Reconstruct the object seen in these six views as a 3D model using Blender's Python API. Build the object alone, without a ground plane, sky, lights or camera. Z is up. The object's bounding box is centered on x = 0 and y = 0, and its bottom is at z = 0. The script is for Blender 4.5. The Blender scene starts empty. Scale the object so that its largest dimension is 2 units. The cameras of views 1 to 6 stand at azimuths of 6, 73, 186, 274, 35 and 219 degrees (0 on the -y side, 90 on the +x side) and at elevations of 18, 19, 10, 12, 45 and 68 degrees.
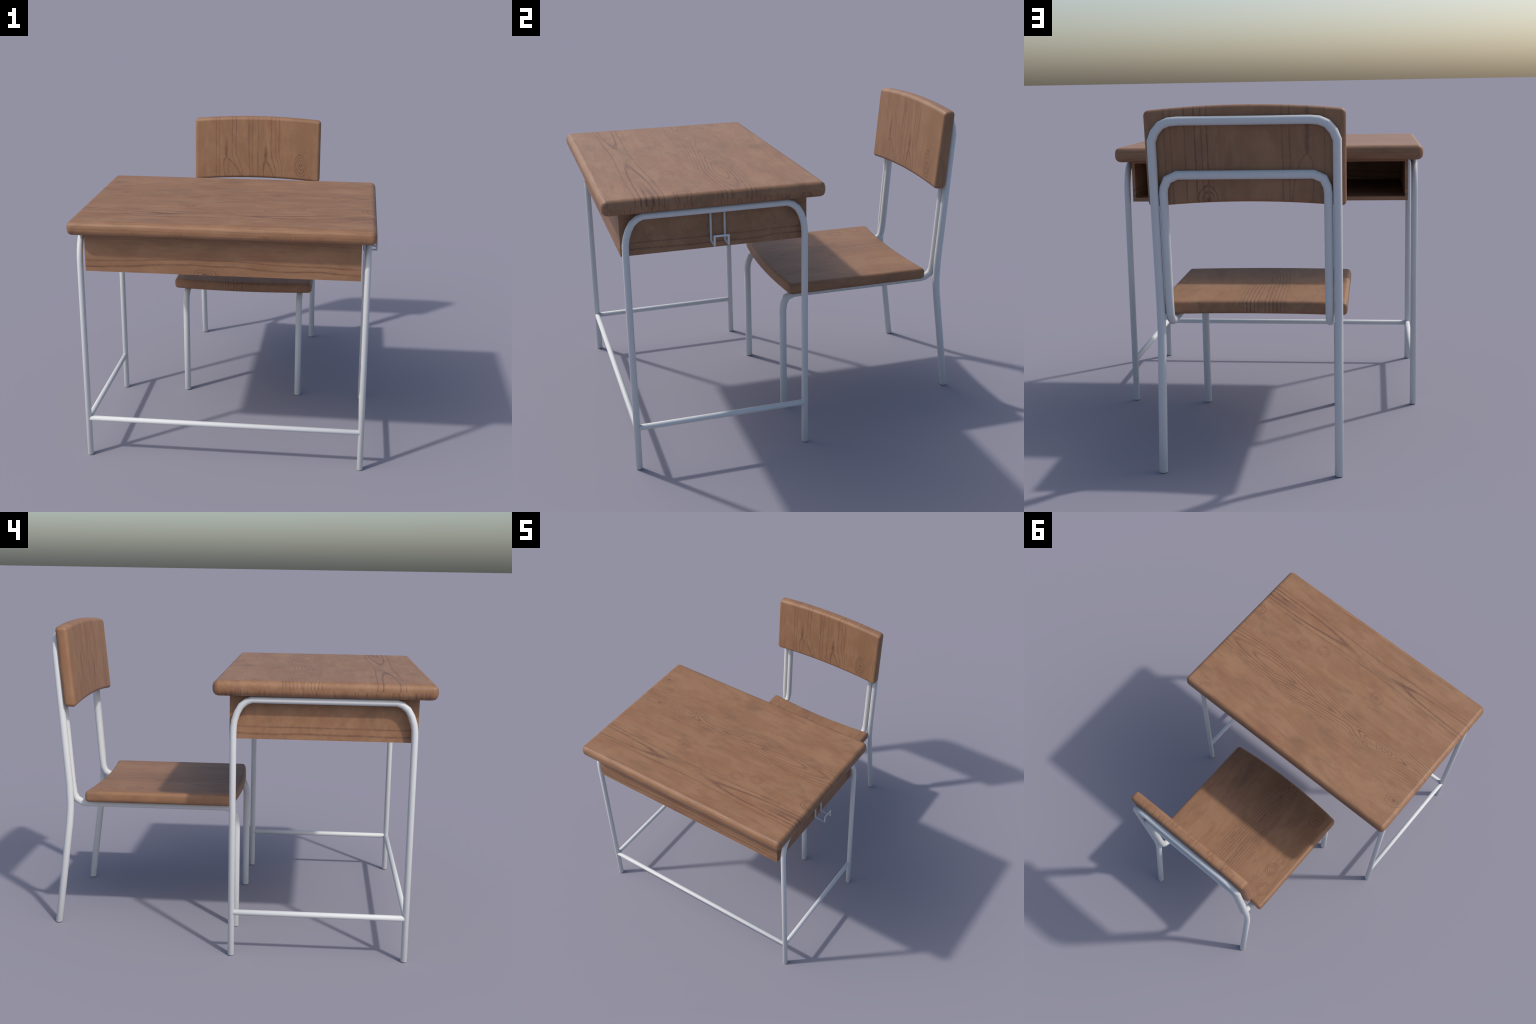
# Wooden school desk with tubular steel legs and a matching chair.
import bpy, bmesh, math
from mathutils import Vector

CX = -0.008                      # shared centre line of desk and chair
DESK = Vector((CX, -0.4565, 0))  # base of the desk
CHAIR = Vector((CX, 0.49, 0))    # base of the chair

# ------------------------------------------------------------------ node maths
class Graph:
    """Small expression builder on top of a material's node tree."""
    def __init__(self, mat):
        self.t = mat.node_tree
    def node(self, kind, **props):
        n = self.t.nodes.new(kind)
        for k, v in props.items():
            setattr(n, k, v)
        return n
    def put(self, val, sock):
        if isinstance(val, S):
            self.t.links.new(val.o, sock)
        else:
            sock.default_value = val
    def math(self, op, a, b=None, c=None, clamp=False):
        n = self.node("ShaderNodeMath", operation=op, use_clamp=clamp)
        for i, v in enumerate((a, b, c)):
            if v is not None:
                self.put(v, n.inputs[i])
        return S(self, n.outputs[0])
    def vec(self, x, y, z):
        n = self.node("ShaderNodeCombineXYZ")
        for i, v in enumerate((x, y, z)):
            self.put(v, n.inputs[i])
        return S(self, n.outputs[0])
    def noise(self, vec, scale=1.0, detail=2.0, rough=0.5, distort=0.0):
        n = self.node("ShaderNodeTexNoise")
        self.put(vec, n.inputs["Vector"])
        n.inputs["Scale"].default_value = scale
        n.inputs["Detail"].default_value = detail
        n.inputs["Roughness"].default_value = rough
        n.inputs["Distortion"].default_value = distort
        return S(self, n.outputs[0])
    def mix(self, fac, a, b):
        n = self.node("ShaderNodeMix", data_type="RGBA")
        self.put(fac, n.inputs[0])
        self.put(a, n.inputs[6])
        self.put(b, n.inputs[7])
        return S(self, n.outputs[2])
    def ramp(self, x, lo, hi):          # smooth 0..1 between lo and hi
        n = self.node("ShaderNodeMapRange", interpolation_type="SMOOTHSTEP")
        self.put(x, n.inputs[0])
        n.inputs[1].default_value, n.inputs[2].default_value = lo, hi
        return S(self, n.outputs[0])

class S:
    def __init__(self, g, o):
        self.g, self.o = g, o
    def __add__(s, b): return s.g.math("ADD", s, b)
    __radd__ = __add__
    def __sub__(s, b): return s.g.math("SUBTRACT", s, b)
    def __rsub__(s, b): return s.g.math("SUBTRACT", b, s)
    def __mul__(s, b): return s.g.math("MULTIPLY", s, b)
    __rmul__ = __mul__
    def __truediv__(s, b): return s.g.math("DIVIDE", s, b)
    def __pow__(s, b): return s.g.math("POWER", s, b)
    def abs(s): return s.g.math("ABSOLUTE", s)
    def sqrt(s): return s.g.math("SQRT", s)
    def exp(s): return s.g.math("EXPONENT", s)
    def frac(s): return s.g.math("FRACT", s)
    def pos(s): return s.g.math("MAXIMUM", s, 0.0)
    def max(s, b): return s.g.math("MAXIMUM", s, b)
    def sat(s): return s.g.math("ADD", s, 0.0, clamp=True)

def line(f, level, half):
    """1 on the contour f = level, fading to 0 at +-half."""
    return (1.0 - (f - level).abs() / half).pos()

def contours(f, period, offset, half):
    """Repeated contour lines of f."""
    t = ((f - offset) / period + 0.5).frac() - 0.5
    g = f.g                              # each ring gets its own depth of tone
    tone = g.noise(g.vec((f - offset) / period * 0.9 + 0.25, 3.7, 1.1), 1.0, 1.0)
    return (1.0 - t.abs() * (period / half)).pos() * (0.48 + 0.85 * g.ramp(tone, 0.30, 0.65))

def bump(x, centre, width):
    d = (x - centre) / width
    return (d * d * -1.0).exp()

def knot(g, u, v, u0, v0, stretch, period, rim, heart):
    """Concentric rings of a branch knot; heart = radius of its dark core."""
    du, dv = (u - u0) / stretch, v - v0
    r = (du * du + dv * dv).sqrt()
    r = r + (g.noise(g.vec(u, v, 0.3), 22.0, 1.0) - 0.5) * 0.018
    rings = contours(r, period, period * 0.55, period * 0.24) * (1.0 - g.ramp(r, rim * 0.86, rim))
    rings = rings * 0.82
    if not heart:
        rings = rings * g.ramp(r, 0.015, 0.019)
    else:
        rings = rings.max((1.0 - g.ramp(r, heart * 0.2, heart * 1.7)) * 0.95)
    return rings, r

# ------------------------------------------------------------------- materials
WOOD_LIGHT = (0.305, 0.163, 0.086, 1)
WOOD_MID = (0.254, 0.129, 0.064, 1)
WOOD_RED = (0.252, 0.111, 0.055, 1)
WOOD_GREY = (0.183, 0.100, 0.055, 1)
WOOD_LINE = (0.118, 0.053, 0.034, 1)

def wood(name, origin, grain, figure, depth=1.0, mottled=1.0):
    """Brown oiled wood. grain: 'x', 'y' or 'z' - the fibre direction.
    figure(g, x, y, z) returns the mask of dark growth lines."""
    mat = bpy.data.materials.new(name)
    mat.use_nodes = True
    g = Graph(mat)
    bsdf = mat.node_tree.nodes["Principled BSDF"]
    tc = g.node("ShaderNodeTexCoord")
    sep = g.node("ShaderNodeSeparateXYZ")
    mat.node_tree.links.new(tc.outputs["Object"], sep.inputs[0])
    x, y, z = (S(g, sep.outputs[i]) + origin[i] for i in range(3))
    axis = {"x": 0, "y": 1, "z": 2}[grain]
    def stretched(along, across):
        k = [across] * 3
        k[axis] = along
        return g.vec(x * k[0], y * k[1], z * k[2])
    cloud = g.noise(stretched(4.0, 8.5), 1.0, 5.0, 0.62, 0.5)
    tint = g.noise(stretched(2.4, 11.0), 1.3, 4.0, 0.60, 0.4)
    patch = g.noise(stretched(4.5, 11.0), 1.0, 5.0, 0.62, 0.4)
    mottle = g.noise(stretched(8.0, 38.0), 1.0, 4.0, 0.60, 0.3)
    flame = g.noise(stretched(2.2, 50.0), 1.0, 4.0, 0.60, 0.5)
    fibre = g.noise(stretched(7.0, 150.0), 1.0, 3.0, 0.65)
    pores = g.noise(stretched(22.0, 420.0), 1.0, 2.0, 0.6)
    col = g.mix(g.ramp(cloud, 0.34, 0.68), WOOD_MID, WOOD_LIGHT)
    col = g.mix(g.ramp(tint, 0.48, 0.72) * 0.75, col, WOOD_RED)
    col = g.mix(g.ramp(patch, 0.50, 0.74) * (0.70 * mottled), col, WOOD_GREY)
    col = g.mix(g.ramp(mottle, 0.50, 0.72) * (0.42 * mottled), col, WOOD_GREY)
    col = g.mix(g.ramp(mottle, 0.50, 0.30) * 0.38, col, WOOD_LIGHT)
    col = g.mix(g.ramp(flame, 0.52, 0.72) * (0.36 * mottled), col, WOOD_RED)
    col = g.mix(g.ramp(fibre, 0.50, 0.80) * 0.30, col, WOOD_GREY)
    col = g.mix(g.ramp(pores, 0.58, 0.80) * 0.22, col, WOOD_LINE)
    wear = 0.80 + 0.42 * g.ramp(g.noise(stretched(4.0, 8.0), 1.0, 2.0), 0.3, 0.65)
    mask = figure(g, x, y, z)
    broken = 0.68 + 0.42 * g.ramp(g.noise(stretched(26.0, 90.0), 1.0, 2.0), 0.35, 0.62)
    dark = (mask * wear * broken * (0.66 * depth)).sat()
    col = g.mix(dark, col, WOOD_LINE)
    g.put(col, bsdf.inputs["Base Color"])
    g.put(0.50 + fibre * 0.12, bsdf.inputs["Roughness"])
    bsdf.inputs["Specular IOR Level"].default_value = 0.42
    b = g.node("ShaderNodeBump")
    b.inputs["Strength"].default_value = 0.10
    b.inputs["Distance"].default_value = 0.002
    g.put(fibre * 0.6 - dark * 0.15, b.inputs["Height"])
    mat.node_tree.links.new(b.outputs[0], bsdf.inputs["Normal"])
    return mat

def top_figure(g, x, y, z):
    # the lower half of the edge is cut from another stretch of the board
    low = 1.0 - g.ramp(z, 1.3755, 1.3765)
    y_board = y
    y = y + low * 0.37
    n = (g.noise(g.vec(x * 2.0, y * 5.0, 0.0), 1.0, 2.0) - 0.5) * 0.030
    fine = (g.noise(g.vec(x * 9.0, y * 24.0, 0.7), 1.0, 2.0) - 0.5) * 0.006
    # two arrowheads facing each other between a pair of long lines
    u, v = x + 0.082, y + 0.777 + n * 0.6 + fine
    q = 0.0024 * (1.0 - bump(u, 0.0, 0.44))
    G = v * v - q
    a = line(G, 0.0023, 0.00048) * 1.1
    a = a.max(line(G, -0.0006, 0.00042) * 1.35)
    a = a.max(line(G, -0.00205, 0.00030) * 1.3 * g.ramp(u, 0.5, 0.8))
    # long narrow loop with nested lines, running into a pair of knots
    k1, r1 = knot(g, x, y, -0.361, -0.298, 1.25, 0.0125, 0.046, 0.010)
    k2, r2 = knot(g, x, y, -0.478, -0.342, 1.25, 0.0125, 0.044, 0.004)
    v = y + 0.350 + n * 0.5 + fine
    c = 0.030 * ((x - 0.375).abs() * 5.0) ** 0.8
    blunt = g.ramp(x, 0.28, 0.46)        # right end of the loop is round, left end pointed
    H = ((v * v + 0.00006).sqrt() + c) * (1.0 - blunt) + (v * v + c * c).sqrt() * blunt
    H = H - 0.055 * ((r1 / 0.075) * (r1 / 0.075) * -1.0).exp() - 0.055 * ((r2 / 0.075) * (r2 / 0.075) * -1.0).exp()
    near = g.ramp(r1, 0.030, 0.045) * g.ramp(r2, 0.030, 0.045)
    window = 1.0 - g.ramp(v.abs(), 0.085, 0.118)
    b = contours(H, 0.0172, 0.031, 0.0042) * window * near * g.ramp(H, 0.020, 0.026) * 0.80
    # single knots
    ks = k1.max(k2)
    for u0, v0, heart, period in ((-0.240, -0.600, 0.011, 0.0105), (0.370, -0.607, 0.0, 0.0098), (0.237, -0.650, 0.0, 0.0098),
                                  (0.775, -0.622, 0.0, 0.0160), (-0.747, -0.112, 0.013, 0.0165)):
        ks = ks.max(knot(g, x, y, u0, v0, 1.25, period, 0.047, heart)[0])
    # one line close to the front edge
    e = line(y + n * 1.3 - 0.012 * bump(x, -0.2, 0.3), -0.975, 0.004) * 0.6
    upper = a.max(b).max(ks).max(e)
    # end grain below the seam: unrelated short strokes
    s = g.noise(g.vec(y * 9.0, 5.0, x * 0.8), 1.0, 2.0) + (z - 1.36) * 0.35
    strokes = contours(s, 0.075, 0.5, 0.011) * 0.8
    strokes = strokes.max(g.ramp(g.noise(g.vec(y * 13.0, 9.0, x), 1.0, 1.0), 0.66, 0.74) * 0.5)
    # long grain on the front and rear edges
    t = z + (g.noise(g.vec(x * 1.6, 7.0, z * 9.0), 1.0, 2.0) - 0.5) * 0.035
    long_edge = g.ramp((y_board + 0.4565).abs(), 0.512, 0.522)
    upper = upper.max(contours(t, 0.0165, 1.3615, 0.0032) * long_edge * 0.45)
    return upper * (1.0 - low) + strokes * low * g.ramp(x.abs(), 0.775, 0.79) + upper * low * 0.5 * (1.0 - g.ramp(x.abs(), 0.775, 0.79))

def box_figure(g, x, y, z):
    n = (g.noise(g.vec(x * 2.3, y * 2.3, 1.0), 1.0, 1.0) - 0.5) * 0.05
    v = z + 0.022 * (1.0 - bump(x, -0.05, 0.4)) + n * 0.5
    fine = (g.noise(g.vec(x * 9.0, y * 9.0, z * 30.0), 1.0, 2.0) - 0.5) * 0.004
    m = line(v + fine, 1.207, 0.0060) * 0.8
    m = m.max(line(v + fine + n * 0.6, 1.176, 0.0075) * 0.9)
    m = m.max(line(v + fine - n * 0.4, 1.325, 0.003) * 0.5)
    k, _ = knot(g, x, z, -0.095, 1.128, 2.6, 0.0085, 0.032, 0.003)
    return m.max(k)

def seat_figure(g, x, y, z):
    n = (g.noise(g.vec(x * 5.0, y * 2.2, 4.0), 1.0, 2.0) - 0.5) * 0.020
    v = x + 0.050 + n
    c = 0.012 + 0.054 * (y * -5.2).exp()
    H = (v * v + 0.00004).sqrt() + c
    window = 1.0 - g.ramp(v.abs(), 0.088, 0.116)
    m = contours(H, 0.0172, 0.0305, 0.0040) * window * g.ramp(H, 0.018, 0.024) * 0.9
    for u0, v0, heart, period in ((0.562, -0.332, 0.0, 0.0105), (0.701, -0.375, 0.0, 0.0105), (0.096, -0.339, 0.012, 0.016)):
        m = m.max(knot(g, y, x, u0, v0, 1.3, period, 0.047, heart)[0])
    m = m.max(line(x + n, 0.405, 0.0035) * 0.5)
    return m

def back_figure(g, x, y, z):
    n = (g.noise(g.vec(x * 6.0, 2.0, z * 3.0), 1.0, 2.0) - 0.5) * 0.012
    fine = (g.noise(g.vec(x * 40.0, 2.0, z * 12.0), 1.0, 1.0) - 0.5) * 0.003
    rear = g.ramp(y - 0.0980 * (z - 1.42), 0.901, 0.904)
    # front: lines that bend around two arched tips
    t1 = g.ramp(z * -1.0, -1.44, -1.25)
    t2 = g.ramp(z * -1.0, -1.43, -1.27)
    u = x + n + fine - 0.050 * t1 * bump(x, -0.13, 0.055) - 0.036 * t2 * bump(x, 0.125, 0.05)
    f = line(u, -0.295, 0.0046) * 0.6
    for lv, s in ((-0.273, 0.7), (-0.184, 0.6), (-0.157, 0.8), (-0.067, 0.9), (-0.043, 0.6), (-0.002, 0.8), (0.088, 0.7), (0.118, 0.6), (0.143, 0.7)):
        f = f.max(line(u, lv, 0.0046) * s)
    for x0, z0, a, lean, nest in ((-0.225, 1.368, 0.172, 0.41, True), (0.051, 1.352, 0.106, 0.21, False)):
        dz = (z0 - z).pos()
        P = (x + fine - x0 - dz * lean).abs() - a * dz.sqrt()
        width = 0.0040 + 0.0115 * bump(z, z0 + 0.045, 0.075)
        f = f.max((line(P, 0.0, width) * 1.6).sat() * 0.8 * (1.0 - g.ramp(z, z0 + 0.04, z0 + 0.18)))
        if nest:
            f = f.max(contours(P, 0.0105, -0.0135, 0.0026) * g.ramp(P * -1.0, 0.008, 0.012) * 0.55)
    f = f.max(knot(g, z, x, 1.328, 0.294, 1.9, 0.0115, 0.046, 0.004)[0])
    # rear
    w = x + n + fine
    r = line(w, 0.340, 0.0046) * 0.8
    for lv, s in ((0.311, 0.8), (0.250, 0.8), (0.206, 1.0), (0.177, 0.7), (0.152, 0.8), (-0.173, 0.7), (-0.204, 0.7), (-0.354, 0.6)):
        r = r.max(line(w, lv, 0.0046) * s)
    dz = (1.438 - z).pos()
    P = (x + 0.279 - dz * 0.12).abs() - 0.150 * (dz * (1.0 - dz * 3.0)).pos().sqrt()
    r = r.max(line(P, 0.0, 0.0045 + 0.012 * g.ramp(z, 1.43, 1.47)) * 0.8)
    r = r.max(knot(g, z, x, 1.243, 0.156, 1.4, 0.016, 0.055, 0.004)[0])
    return f * (1.0 - rear) + r * rear

def painted_metal(name):
    """White enamel paint on steel tube."""
    mat = bpy.data.materials.new(name)
    mat.use_nodes = True
    g = Graph(mat)
    bsdf = mat.node_tree.nodes["Principled BSDF"]
    tc = g.node("ShaderNodeTexCoord")
    n = g.noise(S(g, tc.outputs["Object"]), 9.0, 3.0, 0.6)
    g.put(g.mix(n, (0.580, 0.598, 0.604, 1), (0.596, 0.612, 0.618, 1)), bsdf.inputs["Base Color"])
    g.put(0.52 + n * 0.06, bsdf.inputs["Roughness"])
    bsdf.inputs["Specular IOR Level"].default_value = 0.45
    return mat

# -------------------------------------------------------------------- geometry
def make(name, bm, mat, parent, origin, offset=(0, 0, 0)):
    bmesh.ops.recalc_face_normals(bm, faces=bm.faces)
    for v in bm.verts:
        v.co -= origin
    me = bpy.data.meshes.new(name)
    bm.to_mesh(me)
    bm.free()
    me.materials.append(mat)
    ob = bpy.data.objects.new(name, me)
    bpy.context.scene.collection.objects.link(ob)
    ob.parent = parent
    ob.location = offset
    return ob

def again(ob, offset, parent):
    new = ob.copy()
    bpy.context.scene.collection.objects.link(new)
    new.parent = parent
    new.location = offset
    return new

def smooth(ob, on=True):
    for p in ob.data.polygons:
        p.use_smooth = on

def box(bm, lo, hi):
    vs = [bm.verts.new((x, y, z)) for x in (lo[0], hi[0]) for y in (lo[1], hi[1]) for z in (lo[2], hi[2])]
    for f in ((0, 1, 3, 2), (4, 6, 7, 5), (0, 4, 5, 1), (2, 3, 7, 6), (0, 2, 6, 4), (1, 5, 7, 3)):
        bm.faces.new([vs[i] for i in f])

def slab(lo, hi, radius, slices=0):
    """Board with all edges rounded; slices = cuts across x, for bending."""
    bm = bmesh.new()
    box(bm, lo, hi)
    bmesh.ops.recalc_face_normals(bm, faces=bm.faces)
    bmesh.ops.bevel(bm, geom=bm.edges[:] + bm.verts[:], offset=radius, offset_type="OFFSET", segments=3, profile=0.5, affect="EDGES", clamp_overlap=True)
    for i in range(1, slices):
        x = lo[0] + radius + (hi[0] - lo[0] - 2 * radius) * i / slices
        bmesh.ops.bisect_plane(bm, geom=bm.verts[:] + bm.edges[:] + bm.faces[:], plane_co=(x, 0, 0), plane_no=(1, 0, 0))
    return bm

def soft_normals(ob):
    smooth(ob)
    m = ob.modifiers.new("weighted_normals", "WEIGHTED_NORMAL")
    m.weight = 100
    m.mode = "FACE_AREA"

def tube(bm, path, radius, sides=20, flat_start=False, flat_end=False):
    """Round tube along a polyline with mitred bends and chamfered ends."""
    path = [Vector(p) for p in path]
    seg = [(b - a).normalized() for a, b in zip(path, path[1:])]
    side = seg[0].orthogonal().normalized()
    rings = []
    def ring(p, t, normal, scale=1.0):
        out = []
        s2 = t.cross(side).normalized()
        for i in range(sides):
            a = math.tau * i / sides
            q = p + (side * math.cos(a) + s2 * math.sin(a)) * radius * scale
            q = q - t * ((q - p).dot(normal) / t.dot(normal))
            out.append(bm.verts.new(q))
        rings.append(out)
    chamfer = radius * 0.14
    up = Vector((0, 0, 1))
    n0 = up if flat_start else seg[0]
    ring(path[0], seg[0], n0, 0.86)
    ring(path[0] + seg[0] * chamfer, seg[0], n0)
    for i in range(1, len(path) - 1):
        normal = (seg[i - 1] + seg[i]).normalized()
        side = (side - seg[i - 1] * side.dot(seg[i - 1])).normalized()
        ring(path[i], seg[i - 1], normal)
        side = seg[i - 1].rotation_difference(seg[i]) @ side
    n1 = up if flat_end else seg[-1]
    ring(path[-1] - seg[-1] * chamfer, seg[-1], n1)
    ring(path[-1], seg[-1], n1, 0.86)
    for a, b in zip(rings, rings[1:]):
        for i in range(sides):
            j = (i + 1) % sides
            bm.faces.new((a[i], a[j], b[j], b[i]))
    bm.faces.new(rings[0][::-1])
    bm.faces.new(rings[-1])

def empty(name, loc, label, category):
    ob = bpy.data.objects.new(name, None)
    ob.location = loc
    ob["label"], ob["category"] = label, category
    bpy.context.scene.collection.objects.link(ob)
    return ob

# ------------------------------------------------------------------------ desk
desk = empty("school_desk", DESK, "wooden school desk with open book box and white tube legs", "school desk")
metal = painted_metal("white_enamel")
TUBE, RAIL = 0.0166, 0.0149
TOP_Z, UNDER_Z = 1.4165, 1.3390
LEG_X, LEG_Y = 0.770, 0.4415

top = make("tabletop", slab((CX - 0.810, -1.0, UNDER_Z), (CX + 0.810, 0.0865, TOP_Z), 0.0295),
           wood("tabletop_wood", DESK, "x", top_figure), desk, DESK)
soft_normals(top)

# book box: closed to the front and the sides, open towards the chair
bm = bmesh.new()
x0, x1, y0, y1, z0, z1 = CX - 0.735, CX + 0.735, -0.917, 0.006, 1.1225, UNDER_Z + 0.0012
wall, floor, lid = 0.0155, 0.0205, 0.013
outer = [bm.verts.new(p) for p in ((x0, y0, z0), (x1, y0, z0), (x1, y0, z1), (x0, y0, z1), (x0, y1, z0), (x1, y1, z0), (x1, y1, z1), (x0, y1, z1))]
i0, i1, k0, k1, d0 = x0 + wall, x1 - wall, z0 + floor, z1 - lid, y0 + wall
inner = [bm.verts.new(p) for p in ((i0, d0, k0), (i1, d0, k0), (i1, d0, k1), (i0, d0, k1), (i0, y1, k0), (i1, y1, k0), (i1, y1, k1), (i0, y1, k1))]
for f in ((0, 1, 2, 3), (0, 4, 5, 1), (1, 5, 6, 2), (2, 6, 7, 3), (3, 7, 4, 0)):
    bm.faces.new([outer[i] for i in f])
    bm.faces.new([inner[i] for i in f[::-1]])
for a, b in ((4, 5), (5, 6), (6, 7), (7, 4)):
    bm.faces.new((outer[a], outer[b], inner[b], inner[a]))
make("book_box", bm, wood("book_box_wood", DESK, "x", box_figure, 1.15, 0.8), desk, DESK)

# side frames: one bent tube each, two legs and the bar under the top
BAR_Z = UNDER_Z - TUBE - 0.0012
half = [(LEG_Y, 0.0), (LEG_Y, 1.150), (LEG_Y - 0.0015, 1.187), (LEG_Y - 0.0065, 1.220), (LEG_Y - 0.0195, 1.2585), (LEG_Y - 0.0375, 1.2895),
        (LEG_Y - 0.062, 1.3105), (LEG_Y - 0.090, BAR_Z)]
path = [(0, -y, z) for y, z in half] + [(0, y, z) for y, z in half[::-1]]
bm = bmesh.new()
tube(bm, path, TUBE, flat_start=True, flat_end=True)
frame = make("leg_frame", bm, metal, desk, Vector(), (-LEG_X, 0, 0))
smooth(frame)
again(frame, (LEG_X, 0, 0), desk)

bm = bmesh.new()
tube(bm, [(0, -LEG_Y, 0.2295), (0, LEG_Y, 0.2295)], RAIL)
rail = make("side_rail", bm, metal, desk, Vector(), (-LEG_X, 0, 0))
smooth(rail)
again(rail, (LEG_X, 0, 0), desk)
bm = bmesh.new()
tube(bm, [(-LEG_X, 0, 0.2295), (LEG_X, 0, 0.2295)], RAIL)
smooth(make("front_rail", bm, metal, desk, Vector(), (0, -LEG_Y, 0)))

# bag hook of bent wire on the right side
WIRE, HX0, HX1 = 0.0055, 0.7412, 0.8132
bm = bmesh.new()
ya, yb, zb, zt = -0.4815, -0.4130, 1.1600, 1.2035
tube(bm, [(HX0, ya, UNDER_Z - 0.001), (HX0, ya, zb), (HX1, ya, zb), (HX1, ya, zt), (HX1, yb, zt), (HX1, yb, zb), (HX0, yb, zb), (HX0, yb, UNDER_Z - 0.001)], WIRE, sides=12)
smooth(make("bag_hook", bm, metal, desk, DESK))

# ----------------------------------------------------------------------- chair
chair = empty("school_chair", CHAIR, "school chair with wooden seat and backrest on white bent tubes", "chair")
PIPE = 0.0195
WIDE = 0.4375

# seat: flat board whose front and rear edges bow forward
bm = slab((CX - WIDE, 0.0135, 0.6955), (CX + WIDE, 0.8170, 0.7590), 0.021, slices=20)
for v in bm.verts:
    v.co.y -= 0.027 * (1 - ((v.co.x - CX) / WIDE) ** 2)
soft_normals(make("seat", bm, wood("seat_wood", CHAIR, "y", seat_figure), chair, CHAIR))

# backrest: the same board stood up, arched upwards, leaning back
LEAN = 0.098
bm = slab((CX - WIDE, 0.870, 1.2100), (CX + WIDE, 0.9355, 1.6325), 0.021, slices=20)
for v in bm.verts:
    v.co.z += 0.0220 * (1 - ((v.co.x - CX) / WIDE) ** 2)
    v.co.y += LEAN * (v.co.z - 1.42)
soft_normals(make("backrest", bm, wood("backrest_wood", CHAIR, "z", back_figure, 1.35, 0.55), chair, CHAIR))

def lean(z):                      # centre line of the raked uprights
    return 0.9186 + 0.078 * (z - 0.974)

# outer frame: rear legs, raked uprights and the bar behind the backrest
OUT_X = 0.401
half = [(OUT_X, 0.9807, 0.0), (OUT_X, 0.9083, 0.575), (OUT_X, 0.9028, 0.640), (OUT_X, 0.9012, 0.690), (OUT_X, 0.9040, 0.790)]
half += [(OUT_X, lean(1.5015), 1.5015)]
half += [(x, lean(z), z) for x, z in ((0.3860, 1.5386), (0.3585, 1.5707), (0.3245, 1.5845), (0.2850, 1.5880))]
path = [(CX - x, y, z) for x, y, z in half] + [(CX + x, y, z) for x, y, z in half[::-1]]
bm = bmesh.new()
tube(bm, path, PIPE, flat_start=True, flat_end=True)
smooth(make("back_frame", bm, metal, chair, CHAIR))

# inner frame: front legs, bars under the seat, inner uprights and lower bar
IN_X, UNDER = 0.361, 0.6765
half = [(IN_X, -0.002, 0.0), (IN_X, -0.002, 0.588), (IN_X, 0.004, 0.626), (IN_X, 0.0185, 0.6605), (IN_X, 0.060, UNDER),
        (IN_X, 0.823, UNDER), (IN_X, 0.848, 0.6815), (IN_X, 0.876, 0.6985), (IN_X, 0.8905, 0.728), (IN_X, 0.8985, 0.790)]
half += [(x, lean(z) - 0.005, z) for x, z in ((0.3610, 1.270), (0.3575, 1.2995), (0.3410, 1.3345), (0.2980, 1.3540))]
path = [(CX - x, y, z) for x, y, z in half] + [(CX + x, y, z) for x, y, z in half[::-1]]
bm = bmesh.new()
tube(bm, path, PIPE, flat_start=True, flat_end=True)
smooth(make("seat_frame", bm, metal, chair, CHAIR))
